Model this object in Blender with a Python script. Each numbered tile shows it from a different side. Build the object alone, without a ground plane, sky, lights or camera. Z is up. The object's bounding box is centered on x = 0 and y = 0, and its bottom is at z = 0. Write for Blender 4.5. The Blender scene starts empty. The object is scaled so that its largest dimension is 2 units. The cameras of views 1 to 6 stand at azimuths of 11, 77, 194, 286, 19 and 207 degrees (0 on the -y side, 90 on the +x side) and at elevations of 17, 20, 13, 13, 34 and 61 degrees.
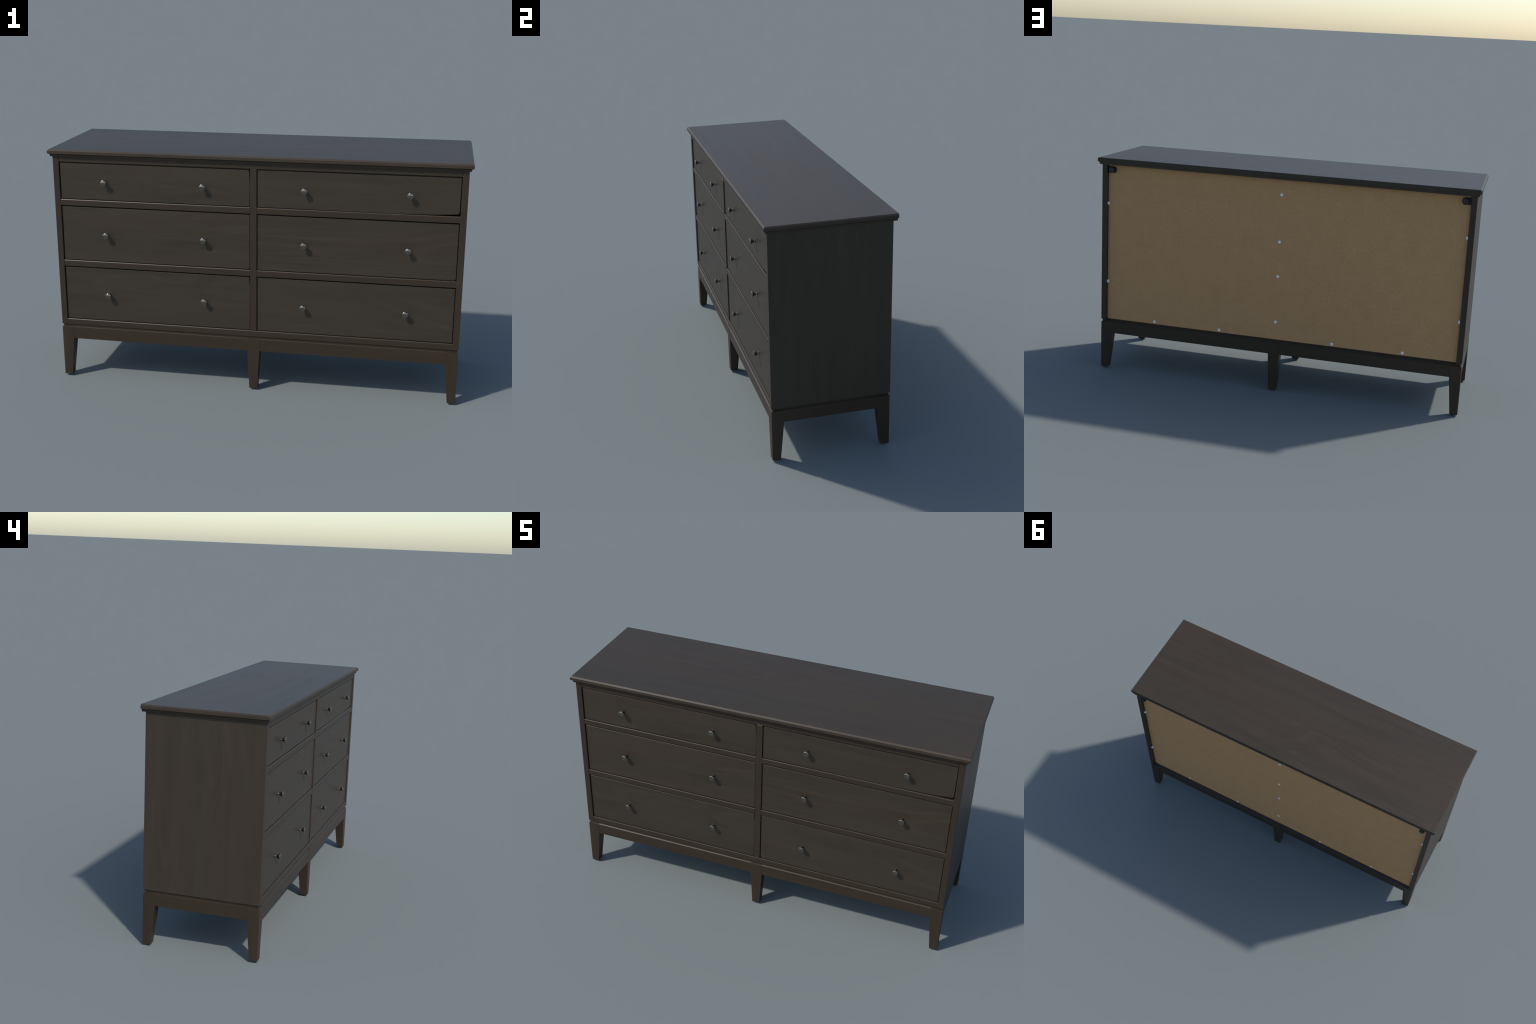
import bpy, bmesh, math, random
from mathutils import Vector, Matrix

random.seed(7)

# ------------------------------------------------------------------ sizes (metres)
TOP_Z = 1.1713            # upper face of the table top
SIDE_X = 0.9808          # outer face of the sides and legs
SIDE_IN = 0.9515         # inner face of the sides
FRONT_Y = -0.287         # front edge of the sides
BACK_Y = 0.2915          # back edge of the sides
CARC_TOP = 1.1365        # underside of the moulding
CARC_BOT = 0.280         # lower edge of the carcass
RAIL_Y = -0.2858         # front face of rails and divider
DRAWER_Y = -0.2808       # front face of drawer fronts
PANEL_Y = 0.2745         # outer face of the hardboard back
FRAME_TOP = 0.268        # top of leg frame
APRON_Z = 0.2040         # lower edge of aprons


# ------------------------------------------------------------------ materials
def node(nt, kind, **kw):
    n = nt.nodes.new(kind)
    for k, v in kw.items():
        setattr(n, k, v)
    return n


def new_mat(name):
    m = bpy.data.materials.new(name)
    m.use_nodes = True
    nt = m.node_tree
    nt.nodes.clear()
    out = node(nt, "ShaderNodeOutputMaterial")
    bsdf = node(nt, "ShaderNodeBsdfPrincipled")
    nt.links.new(bsdf.outputs[0], out.inputs[0])
    return m, nt, bsdf


def ramp(nt, src, stops):
    r = node(nt, "ShaderNodeValToRGB")
    el = r.color_ramp.elements
    el[0].position, el[0].color = stops[0][0], (*stops[0][1], 1)
    el[1].position, el[1].color = stops[-1][0], (*stops[-1][1], 1)
    for p, c in stops[1:-1]:
        e = el.new(p)
        e.color = (*c, 1)
    nt.links.new(src, r.inputs[0])
    return r.outputs[0]


def grey(v):
    return (v, v, v)


def mix(nt, kind, fac, a, b):
    m = node(nt, "ShaderNodeMix", data_type='RGBA', blend_type=kind)
    for i, s in ((0, fac), (6, a), (7, b)):
        if isinstance(s, (int, float)):
            m.inputs[i].default_value = s
        elif isinstance(s, tuple):
            m.inputs[i].default_value = (*s, 1)
        else:
            nt.links.new(s, m.inputs[i])
    return m.outputs[2]


def wood(name, axis, base, warm, cool, strength=1.0, rough=0.42, figure=True, across=30.0, ior=1.39):
    """Dark stained veneer; grain runs along local axis 0/1/2."""
    m, nt, bsdf = new_mat(name)
    L = nt.links.new
    tc = node(nt, "ShaderNodeTexCoord")
    oi = node(nt, "ShaderNodeObjectInfo")
    shift = node(nt, "ShaderNodeVectorMath", operation='SCALE')
    shift.inputs[0].default_value = (13.7, 29.3, 41.1)
    L(oi.outputs["Random"], shift.inputs["Scale"])
    pos = node(nt, "ShaderNodeVectorMath", operation='ADD')
    L(tc.outputs["Object"], pos.inputs[0])
    L(shift.outputs[0], pos.inputs[1])

    def mapped(along, across):
        mp = node(nt, "ShaderNodeMapping")
        s = [across] * 3
        s[axis] = along
        mp.inputs["Scale"].default_value = s
        L(pos.outputs[0], mp.inputs["Vector"])
        return mp.outputs[0]

    def noise(vec, scale, detail, rough_=0.55, dist=0.0):
        n = node(nt, "ShaderNodeTexNoise")
        n.inputs["Scale"].default_value = scale
        n.inputs["Detail"].default_value = detail
        n.inputs["Roughness"].default_value = rough_
        n.inputs["Distortion"].default_value = dist
        L(vec, n.inputs["Vector"])
        return n.outputs["Fac"]

    # broad boards: slow change of hue across the grain
    broad = noise(mapped(0.55, 5.0), 1.0, 2.0, 0.5, 0.4)
    col = ramp(nt, broad, [(0.32, cool), (0.5, base), (0.68, warm)])
    # medium streaks
    streak = noise(mapped(1.6, across), 1.0, 4.0, 0.6, 0.25)
    col = mix(nt, 'MULTIPLY', 1.0, col, ramp(nt, streak, [(0.28, grey(1 - 0.20 * strength)), (0.72, grey(1 + 0.20 * strength))]))
    # fine pores
    fine = noise(mapped(5.0, 260.0), 1.0, 3.0, 0.65)
    col = mix(nt, 'MULTIPLY', 1.0, col, ramp(nt, fine, [(0.3, grey(1 - 0.13 * strength)), (0.7, grey(1 + 0.12 * strength))]))
    if figure:
        # flat-sawn figure: long nested rings appearing only in patches
        warp = noise(mapped(0.9, 4.2), 1.0, 1.0, 0.4, 0.6)
        k = node(nt, "ShaderNodeMath", operation='MULTIPLY')
        L(warp, k.inputs[0])
        k.inputs[1].default_value = 95.0
        sn = node(nt, "ShaderNodeMath", operation='SINE')
        L(k.outputs[0], sn.inputs[0])
        ring = ramp(nt, sn.outputs[0], [(0.0, grey(0.90)), (0.5, grey(1.0)), (1.0, grey(1.16))])
        patch = ramp(nt, noise(mapped(1.1, 3.2), 1.3, 1.0), [(0.44, grey(0.0)), (0.62, grey(0.9 * min(1, strength)))])
        col = mix(nt, 'MULTIPLY', patch, col, ring)
    L(col, bsdf.inputs["Base Color"])
    rg = ramp(nt, streak, [(0.2, grey(rough - 0.04)), (0.8, grey(rough + 0.05))])
    L(rg, bsdf.inputs["Roughness"])
    bsdf.inputs["IOR"].default_value = ior
    bp = node(nt, "ShaderNodeBump")
    bp.inputs["Strength"].default_value = 0.05
    bp.inputs["Distance"].default_value = 0.001
    L(fine, bp.inputs["Height"])
    L(bp.outputs[0], bsdf.inputs["Normal"])
    return m


BASE = (0.0415, 0.0314, 0.0215)
WARM = (0.0440, 0.0315, 0.0212)
COOL = (0.0396, 0.0309, 0.0217)
FB = (0.0360, 0.0240, 0.0148)
FW = (0.0370, 0.0240, 0.0146)
FC = (0.0352, 0.0240, 0.0150)
M_TOP = wood("stained_veneer_top", 0, (0.0424, 0.0321, 0.0224), (0.0468, 0.0324, 0.0218), (0.0384, 0.0315, 0.0230), 0.55, 0.48, across=19.0, ior=1.34)
M_FRONT = wood("stained_veneer_drawer", 0, BASE, WARM, COOL, 0.60, 0.43, across=26.0)
M_SIDE = wood("stained_veneer_side", 2, (0.0422, 0.0312, 0.0216), WARM, COOL, 0.45, 0.44, across=24.0)
M_FRAME_X = wood("stained_solid_wood_lengthwise", 0, FB, FW, FC, 0.30, 0.41, figure=False, ior=1.40)
M_FRAME_Z = wood("stained_solid_wood_upright", 2, FB, FW, FC, 0.30, 0.41, figure=False, ior=1.40)
M_FRAME_Y = wood("stained_solid_wood_crosswise", 1, FB, FW, FC, 0.30, 0.41, figure=False, ior=1.40)


def mat_hardboard():
    m, nt, bsdf = new_mat("hardboard")
    L = nt.links.new
    tc = node(nt, "ShaderNodeTexCoord")

    def noise(scale, detail, rough=0.6):
        n = node(nt, "ShaderNodeTexNoise")
        n.inputs["Scale"].default_value = scale
        n.inputs["Detail"].default_value = detail
        n.inputs["Roughness"].default_value = rough
        L(tc.outputs["Object"], n.inputs["Vector"])
        return n.outputs["Fac"]
    big = noise(14, 3)
    mid = noise(70, 4, 0.7)
    spk = noise(160, 2)
    col = ramp(nt, big, [(0.3, (0.455, 0.256, 0.116)), (0.7, (0.490, 0.280, 0.130))])
    col = mix(nt, 'MULTIPLY', 1.0, col, ramp(nt, mid, [(0.28, grey(0.91)), (0.5, grey(1.0)), (0.72, grey(1.08))]))
    col = mix(nt, 'MULTIPLY', 1.0, col, ramp(nt, spk, [(0.27, grey(0.80)), (0.36, grey(1.0)), (0.75, grey(1.05))]))
    L(col, bsdf.inputs["Base Color"])
    bsdf.inputs["Roughness"].default_value = 0.75
    bsdf.inputs["IOR"].default_value = 1.35
    return m


def mat_plain(name, col, rough, metal=0.0, var=0.08, scale=60.0, ior=1.5):
    m, nt, bsdf = new_mat(name)
    tc = node(nt, "ShaderNodeTexCoord")
    n = node(nt, "ShaderNodeTexNoise")
    n.inputs["Scale"].default_value = scale
    n.inputs["Detail"].default_value = 3
    nt.links.new(tc.outputs["Object"], n.inputs["Vector"])
    lo = tuple(c * (1 - var) for c in col)
    hi = tuple(c * (1 + var) for c in col)
    nt.links.new(ramp(nt, n.outputs["Fac"], [(0.3, lo), (0.7, hi)]), bsdf.inputs["Base Color"])
    bsdf.inputs["Roughness"].default_value = rough
    bsdf.inputs["Metallic"].default_value = metal
    bsdf.inputs["IOR"].default_value = ior
    return m


M_HARD = mat_hardboard()
M_METAL = mat_plain("brushed_nickel", (0.255, 0.230, 0.195), 0.11, 1.0, 0.05)
M_CAP = mat_plain("pale_plastic_cap", (0.80, 0.80, 0.80), 0.40)
M_BLACK = mat_plain("black_plastic", (0.012, 0.012, 0.013), 0.45)
M_DARK = mat_plain("dark_inner_board", (0.030, 0.025, 0.021), 0.6)


# ------------------------------------------------------------------ mesh helpers
ROOT = bpy.data.objects.new("chest_of_drawers", None)
bpy.context.scene.collection.objects.link(ROOT)
ROOT.empty_display_size = 0.2
ROOT["label"] = "wide dark brown wooden six-drawer chest on tapered legs"
ROOT["category"] = "dresser"


def add_obj(name, bm, mat, loc=(0, 0, 0), parent=None, angle=30, weighted=True):
    """bm is given in world coordinates; origin is moved to loc."""
    loc = Vector(loc)
    bmesh.ops.recalc_face_normals(bm, faces=bm.faces)
    bmesh.ops.translate(bm, verts=bm.verts, vec=-loc)
    me = bpy.data.meshes.new(name)
    bm.to_mesh(me)
    bm.free()
    for p in me.polygons:
        p.use_smooth = True
    me.set_sharp_from_angle(angle=math.radians(angle))
    me.materials.append(mat)
    ob = bpy.data.objects.new(name, me)
    bpy.context.scene.collection.objects.link(ob)
    if weighted:
        wn = ob.modifiers.new("flat_faces", 'WEIGHTED_NORMAL')
        wn.keep_sharp = True
        wn.weight = 100
    par = parent or ROOT
    ob.parent = par
    base = Vector((0, 0, 0)) if par is ROOT else Vector(par["_w"])
    ob.location = loc - base
    ob["_w"] = tuple(loc)
    return ob


def link_copy(src, name, loc, parent=None):
    ob = src.copy()
    ob.name = name
    bpy.context.scene.collection.objects.link(ob)
    par = parent or ROOT
    ob.parent = par
    base = Vector((0, 0, 0)) if par is ROOT else Vector(par["_w"])
    ob.location = Vector(loc) - base
    ob["_w"] = tuple(loc)
    return ob


def bm_box(bm, lo, hi, bevel=0.0012, seg=1):
    new = bmesh.ops.create_cube(bm, size=1.0)["verts"]
    for v in new:
        v.co = Vector([lo[i] + (v.co[i] + 0.5) * (hi[i] - lo[i]) for i in range(3)])
    if bevel > 0:
        edges = {e for v in new for e in v.link_edges}
        bmesh.ops.bevel(bm, geom=list(edges), offset=bevel, segments=seg, profile=0.5, affect='EDGES')


def box(name, lo, hi, mat, bevel=0.0012, seg=1, parent=None):
    bm = bmesh.new()
    bm_box(bm, lo, hi, bevel, seg)
    mid = [(lo[i] + hi[i]) / 2 for i in range(3)]
    return add_obj(name, bm, mat, mid, parent)


def stack(bm, loops):
    """Skin a list of closed loops (same count) and cap both ends."""
    rows = [[bm.verts.new(p) for p in lp] for lp in loops]
    n = len(rows[0])
    for a, b in zip(rows, rows[1:]):
        for i in range(n):
            j = (i + 1) % n
            bm.faces.new((a[i], a[j], b[j], b[i]))
    bm.faces.new(rows[0][::-1])
    bm.faces.new(rows[-1])
    return rows


def lathe(bm, profile, centre, axis, steps=40):
    """Spin (distance along axis, radius) pairs about an axis vector."""
    ax = Vector(axis).normalized()
    u = ax.orthogonal().normalized()
    w = ax.cross(u)
    c = Vector(centre)
    loops = []
    for d, r in profile:
        loops.append([c + ax * d + (u * math.cos(t) + w * math.sin(t)) * r
                      for t in (2 * math.pi * k / steps for k in range(steps))])
    stack(bm, loops)


# ------------------------------------------------------------------ table top with moulded edge
def rect(inset, back, z):
    x = 1.0 - inset
    y0 = -0.305 + inset
    return [(-x, y0, z), (x, y0, z), (x, back, z), (-x, back, z)]


SLAB_BACK = 0.3095
slab_profile = [(0.0078, TOP_Z), (0.0066, TOP_Z - 0.0002), (0.0058, TOP_Z - 0.0009), (0.0007, 1.1658), (0.0001, 1.1650), (0.0, 1.1640),
                (0.0, 1.1524), (0.0004, 1.1514), (0.0018, 1.1505), (0.0050, 1.1493)]
bm = bmesh.new()
stack(bm, [rect(i, SLAB_BACK, z) for i, z in slab_profile])
top = add_obj("table_top", bm, M_TOP, (0, 0, 1.16), angle=30)
mould_profile = [(0.0060, 1.1500), (0.0066, 1.1478), (0.0080, 1.1462), (0.0098, 1.1452), (0.0102, 1.1440),
                 (0.0104, 1.1376), (0.0108, 1.1368), (0.0118, 1.1365)]
bm = bmesh.new()
stack(bm, [rect(i, SLAB_BACK - 0.0012 if z > 1.148 else SLAB_BACK - 0.0025, z) for i, z in mould_profile])
add_obj("moulding", bm, M_FRAME_X, (0, 0, 1.143), angle=30)

# ------------------------------------------------------------------ carcass
for s in (-1, 1):
    lo, hi = sorted((s * SIDE_IN, s * SIDE_X))
    panel = box("side_panel", (lo, FRONT_Y, CARC_BOT), (hi, BACK_Y, CARC_TOP), M_SIDE, 0.0016, 1)
    panel.data.materials.append(M_FRAME_Z)          # edge banding on the narrow faces
    for p in panel.data.polygons:
        if abs(p.normal.y) > 0.6:
            p.material_index = 1
    lo, hi = sorted((s * SIDE_IN, s * (SIDE_X - 0.006)))
    box("shadow_gap_strip", (lo, FRONT_Y + 0.006, 0.2725), (hi, BACK_Y - 0.006, CARC_BOT), M_FRAME_Y, 0.0)

RT = 0.022   # rail thickness
box("rail", (-SIDE_IN, RAIL_Y, 1.1100), (SIDE_IN, RAIL_Y + RT, CARC_TOP), M_FRAME_X, 0.0014, 1)


def edged_rail(xa, xb, y, z0, z1):
    """Rail whose upper front edge carries a wide shallow chamfer that catches the light."""
    prof = [(y + 0.0008, z0), (y, z0 + 0.0008), (y, z1 - 0.0030), (y + 0.0022, z1), (RAIL_Y + RT, z1), (RAIL_Y + RT, z0)]
    bm = bmesh.new()
    stack(bm, [[(x, p, q) for p, q in prof] for x in (xa, xb)])
    add_obj("rail", bm, M_FRAME_X, ((xa + xb) / 2, y, (z0 + z1) / 2), angle=20)


edged_rail(-SIDE_IN, SIDE_IN, RAIL_Y, CARC_BOT, 0.3095)
box("shadow_gap_strip", (-SIDE_IN, FRONT_Y + 0.006, 0.2725), (SIDE_IN, FRONT_Y + 0.030, CARC_BOT), M_FRAME_X, 0.0)
for z0, z1 in ((0.8960, 0.9258), (0.5873, 0.6180)):
    for s in (-1, 1):
        lo, hi = sorted((s * 0.0160, s * SIDE_IN))
        edged_rail(lo, hi, RAIL_Y + 0.0004, z0, z1)
box("divider", (-0.0160, RAIL_Y, 0.3095), (0.0160, RAIL_Y + RT, 1.1100), M_FRAME_Z, 0.0014, 1)
# strips that close the gaps above the drawers and below the back panel
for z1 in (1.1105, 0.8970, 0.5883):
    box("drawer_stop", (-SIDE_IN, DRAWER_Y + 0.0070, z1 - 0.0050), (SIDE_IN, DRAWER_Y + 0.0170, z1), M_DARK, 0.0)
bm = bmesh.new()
stack(bm, [[(x, y, z) for y, z in ((0.2600, 0.2724), (0.2838, 0.2726), (0.2752, 0.2768), (0.2752, 0.2821), (0.2600, 0.2821))]
           for x in (-SIDE_IN, SIDE_IN)])
add_obj("back_strip", bm, M_FRAME_X, (0, 0.27, 0.277))
# boards inside that close the carcass
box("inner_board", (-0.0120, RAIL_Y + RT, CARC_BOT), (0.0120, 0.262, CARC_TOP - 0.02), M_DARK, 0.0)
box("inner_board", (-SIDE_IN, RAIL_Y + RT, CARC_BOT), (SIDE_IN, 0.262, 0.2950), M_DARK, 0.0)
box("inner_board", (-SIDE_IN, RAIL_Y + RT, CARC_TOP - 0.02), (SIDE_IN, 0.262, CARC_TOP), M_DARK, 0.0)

# ------------------------------------------------------------------ drawers
def drawer(x0, x1, z0, z1, tweak):
    """Front with slightly uneven outline; tweak: replaces a corner by points (dx, dz) measured inwards."""
    corners = {"bl": (x0, z0, 1, 1), "br": (x1, z0, -1, 1), "tr": (x1, z1, -1, -1), "tl": (x0, z1, 1, -1)}
    out = []
    for key in ("bl", "br", "tr", "tl"):
        cx, cz, sx, sz = corners[key]
        for dx, dz in tweak.get(key, [(0, 0)]):
            out.append((cx + sx * dx, cz + sz * dz))
    bm = bmesh.new()
    th = 0.018
    rows = stack(bm, [[(x, DRAWER_Y, z) for x, z in out], [(x, DRAWER_Y + th, z) for x, z in out]])
    rim = [e for e in bm.edges if all(abs(v.co.y - DRAWER_Y) < 1e-6 for v in e.verts)]
    bmesh.ops.bevel(bm, geom=rim, offset=0.0022, segments=1, profile=0.5, affect='EDGES')
    mid = ((x0 + x1) / 2, DRAWER_Y, (z0 + z1) / 2)
    ob = add_obj("drawer", bm, M_FRONT, mid)
    # box behind the front
    b = bmesh.new()
    ya, yb, t = DRAWER_Y + th, 0.235, 0.014
    xa, xb, za, zb = x0 + 0.012, x1 - 0.012, z0 + 0.018, z1 - 0.030
    bm_box(b, (xa, ya, za), (xa + t, yb, zb), 0)
    bm_box(b, (xb - t, ya, za), (xb, yb, zb), 0)
    bm_box(b, (xa + t, yb - t, za), (xb - t, yb, zb), 0)
    bm_box(b, (xa + t, ya, za), (xb - t, yb - t, za + 0.006), 0)
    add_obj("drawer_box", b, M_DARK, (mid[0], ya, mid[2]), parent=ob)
    return ob, mid


levels = [(0.9275, 1.1050), (0.6198, 0.8900), (0.3112, 0.5816)]
tweaks = {
    (-1, 0): {"tr": [(0.0, 0.076), (0.0020, 0.050), (0.0056, 0.006), (0.0046, 0.0)]},
    (1, 0): {"br": [(0.29, 0.0), (0.10, 0.0030), (0.010, 0.0068), (0.0035, 0.0100), (0.0008, 0.018)]},
    (-1, 1): {"br": [(0.007, 0.0), (0.0022, 0.0016), (0.0, 0.007)]},
    (1, 1): {"br": [(0.008, 0.0), (0.0026, 0.002), (0.0, 0.008)]},
    (-1, 2): {"bl": [(0.0, 0.004), (0.004, 0.0)], "tr": [(0.0, 0.050), (0.0022, 0.032), (0.0022, 0.0)]},
    (1, 2): {"br": [(0.009, 0.0), (0.0020, 0.0020), (0.0, 0.007)]},
}

# knob: small foot, waist, cone flaring out to a rim, faintly domed face (distance out, radius)
knob_profile = [(-0.002, 0.0072), (0.0, 0.0074), (0.0012, 0.0078), (0.0030, 0.0078), (0.0055, 0.0068), (0.0085, 0.0062),
                (0.0105, 0.0066), (0.0130, 0.0080), (0.0225, 0.0136), (0.0236, 0.0147), (0.0246, 0.0150),
                (0.0258, 0.0147), (0.0266, 0.0138), (0.0280, 0.0095), (0.0288, 0.0045), (0.0290, 0.0008)]
knob_src = None
for lv, (z0, z1) in enumerate(levels):
    for s in (-1, 1):
        xa, xb = sorted((s * 0.0172, s * 0.9496))
        d, mid = drawer(xa, xb, z0, z1, tweaks.get((s, lv), {}))
        for kx in (-0.242, 0.242):
            at = (mid[0] + kx, DRAWER_Y, mid[2])
            if knob_src is None:
                b = bmesh.new()
                lathe(b, knob_profile, at, (0, -1, 0), 40)
                knob_src = add_obj("knob", b, M_METAL, at, parent=d, angle=28, weighted=False)
            else:
                k = link_copy(knob_src, "knob", at, parent=d)

# ------------------------------------------------------------------ leg frame
def leg(cx, y_out, y_dir, kind):
    """kind -1/+1: corner leg whose outer face is at that x side, 0: middle leg. Tapers on the inner faces."""
    zt, zb = FRAME_TOP, 0.0065
    wt, wb, dt, db = 0.0586, 0.0398, 0.0594, 0.0400

    def loop(w, d, z, inset=0.0):
        if kind == 0:
            xs = (-w / 2 + cx, w / 2 + cx)
        else:
            xs = sorted((kind * (SIDE_X - inset), kind * (SIDE_X - w)))
        ys = (y_out + y_dir * inset, y_out + y_dir * d)
        return [(xs[0], ys[0], z), (xs[1], ys[0], z), (xs[1], ys[1], z), (xs[0], ys[1], z)]
    bm = bmesh.new()
    if kind == 0:
        wt, wb = 0.0600, 0.0402
    stack(bm, [loop(wb, db, zb), loop(wt, dt, APRON_Z - 0.002), loop(wt, dt, zt - 0.0034), loop(wt, dt, zt, 0.006)])
    up = [e for e in bm.edges if abs(e.verts[0].co.z - e.verts[1].co.z) > 0.02]
    low = [e for e in bm.edges if all(abs(v.co.z - zb) < 1e-6 for v in e.verts)]
    bmesh.ops.bevel(bm, geom=up + low, offset=0.0016, segments=2, profile=0.5, affect='EDGES')
    xm = cx if kind == 0 else kind * (SIDE_X - 0.03)
    ym = y_out + y_dir * 0.03
    ob = add_obj("leg", bm, M_FRAME_Z, (xm, ym, 0.13))
    gx = cx if kind == 0 else kind * (SIDE_X - 0.0215)
    gy = y_out + y_dir * 0.0215
    b = bmesh.new()
    lathe(b, [(0.0, 0.0105), (0.0006, 0.0115), (0.0055, 0.0115), (0.0075, 0.0100)], (gx, gy, 0.0), (0, 0, 1), 28)
    add_obj("glide", b, M_BLACK, (gx, gy, 0.0), parent=ob)


F_OUT, B_OUT = -0.2868, 0.2900
for yo, yd in ((F_OUT, 1), (B_OUT, -1)):
    leg(0, yo, yd, -1)
    leg(0, yo, yd, 1)
    leg(-0.0008, yo, yd, 0)


def apron_x(xa, xb, y_out, y_dir):
    yi = y_out + y_dir * 0.0010
    prof = [(yi, APRON_Z), (yi, FRAME_TOP - 0.0034), (y_out + y_dir * 0.006, FRAME_TOP),
            (y_out + y_dir * 0.030, FRAME_TOP), (y_out + y_dir * 0.030, APRON_Z)]
    bm = bmesh.new()
    stack(bm, [[(x, y, z) for y, z in prof] for x in (xa, xb)])
    lows = [e for e in bm.edges if all(abs(v.co.z - APRON_Z) < 1e-6 for v in e.verts) and abs(e.verts[0].co.x - e.verts[1].co.x) > 0.1]
    bmesh.ops.bevel(bm, geom=lows, offset=0.0014, segments=2, profile=0.5, affect='EDGES')
    add_obj("apron", bm, M_FRAME_X, ((xa + xb) / 2, yi, 0.235))


def apron_y(s):
    xi = s * (SIDE_X - 0.0010)
    prof = [(xi, APRON_Z), (xi, FRAME_TOP - 0.0034), (s * (SIDE_X - 0.006), FRAME_TOP),
            (s * (SIDE_X - 0.030), FRAME_TOP), (s * (SIDE_X - 0.030), APRON_Z)]
    ya, yb = F_OUT + 0.0594, B_OUT - 0.0594
    bm = bmesh.new()
    stack(bm, [[(x, y, z) for x, z in prof] for y in (ya, yb)])
    lows = [e for e in bm.edges if all(abs(v.co.z - APRON_Z) < 1e-6 for v in e.verts) and abs(e.verts[0].co.y - e.verts[1].co.y) > 0.1]
    bmesh.ops.bevel(bm, geom=lows, offset=0.0014, segments=2, profile=0.5, affect='EDGES')
    add_obj("apron", bm, M_FRAME_Y, (xi, 0, 0.235))


for yo, yd in ((F_OUT, 1), (B_OUT, -1)):
    apron_x(-SIDE_X + 0.0586, -0.0308, yo, yd)
    apron_x(0.0292, SIDE_X - 0.0586, yo, yd)
for s in (-1, 1):
    apron_y(s)
box("spacer_board", (-SIDE_X + 0.006, F_OUT + 0.006, FRAME_TOP - 0.0002), (SIDE_X - 0.006, B_OUT - 0.006, 0.2725), M_FRAME_X, 0.0006, 1)

# ------------------------------------------------------------------ back: hardboard, caps, wall fittings
def round_rect(x0, x1, z0, z1, r, n=5):
    pts = []
    for cx, cz, a0 in ((x1 - r, z0 + r, -90), (x1 - r, z1 - r, 0), (x0 + r, z1 - r, 90), (x0 + r, z0 + r, 180)):
        for k in range(n + 1):
            a = math.radians(a0 + 90 * k / n)
            pts.append((cx + r * math.cos(a), cz + r * math.sin(a)))
    return pts


bm = bmesh.new()
pr = round_rect(-0.9512, 0.9512, 0.2822, 1.1360, 0.004)
stack(bm, [[(x, PANEL_Y - 0.004, z) for x, z in pr], [(x, PANEL_Y, z) for x, z in pr]])
add_obj("back_panel", bm, M_HARD, (0, PANEL_Y, 0.7))

cap_profile = [(-0.003, 0.0072), (0.0005, 0.0082), (0.0016, 0.0080), (0.0026, 0.0066), (0.0030, 0.0030), (0.0030, 0.0006)]
cap_src = None
spots = [(0.676, 0.2947), (0.3076, 0.2947), (-0.3076, 0.2947), (-0.676, 0.2947),
         (-0.001, 1.0541), (-0.001, 0.8079), (-0.001, 0.6235), (-0.001, 0.3769)]
for x, z in spots:
    at = (x, PANEL_Y, z)
    if cap_src is None:
        b = bmesh.new()
        lathe(b, cap_profile, at, (0, 1, 0), 24)
        cap_src = add_obj("screw_cap", b, M_CAP, at)
    else:
        link_copy(cap_src, "screw_cap", at)
for s in (-1, 1):
    for z in (0.925, 0.494):
        b = bmesh.new()
        at = (s * SIDE_IN, PANEL_Y + 0.0040, z)
        lathe(b, [(-0.002, 0.0090), (0.0074, 0.0092), (0.0088, 0.0082), (0.0090, 0.0008)], at, (-s, 0, 0), 24)
        add_obj("panel_clip", b, M_CAP, at)

for s in (-1, 1):
    cx, cz = s * 0.9243, 1.1073
    n = 20
    prof = []
    for k in range(n + 1):
        a = math.radians(90 + 180 * k / n)
        prof.append((cx + s * 0.0185 * math.cos(a), cz + 0.0185 * math.sin(a)))
    prof += [(s * 0.9508, cz - 0.0185), (s * 0.9508, cz + 0.0185)]
    bm = bmesh.new()
    stack(bm, [[(x, 0.268, z) for x, z in prof], [(x, PANEL_Y + 0.0012, z) for x, z in prof]])
    plate = add_obj("wall_fitting", bm, M_BLACK, (cx, PANEL_Y, cz))
    b = bmesh.new()
    lathe(b, [(-0.004, 0.0150), (0.0285, 0.0155), (0.0300, 0.0149), (0.0304, 0.0132), (0.0304, 0.0006)], (cx, PANEL_Y, cz), (0, 1, 0), 36)
    add_obj("buffer", b, M_BLACK, (cx, PANEL_Y, cz), parent=plate)
    b = bmesh.new()
    lo, hi = sorted((s * 0.936, s * 0.9512))
    bm_box(b, (lo, PANEL_Y + 0.001, cz + 0.002), (hi, PANEL_Y + 0.005, cz + 0.016), 0.002)
    bm_box(b, (lo, PANEL_Y + 0.001, cz - 0.016), (hi, PANEL_Y + 0.005, cz - 0.002), 0.002)
    add_obj("bracket", b, M_BLACK, (s * 0.945, PANEL_Y, cz), parent=plate)

for ob in bpy.data.objects:
    if "_w" in ob:
        del ob["_w"]
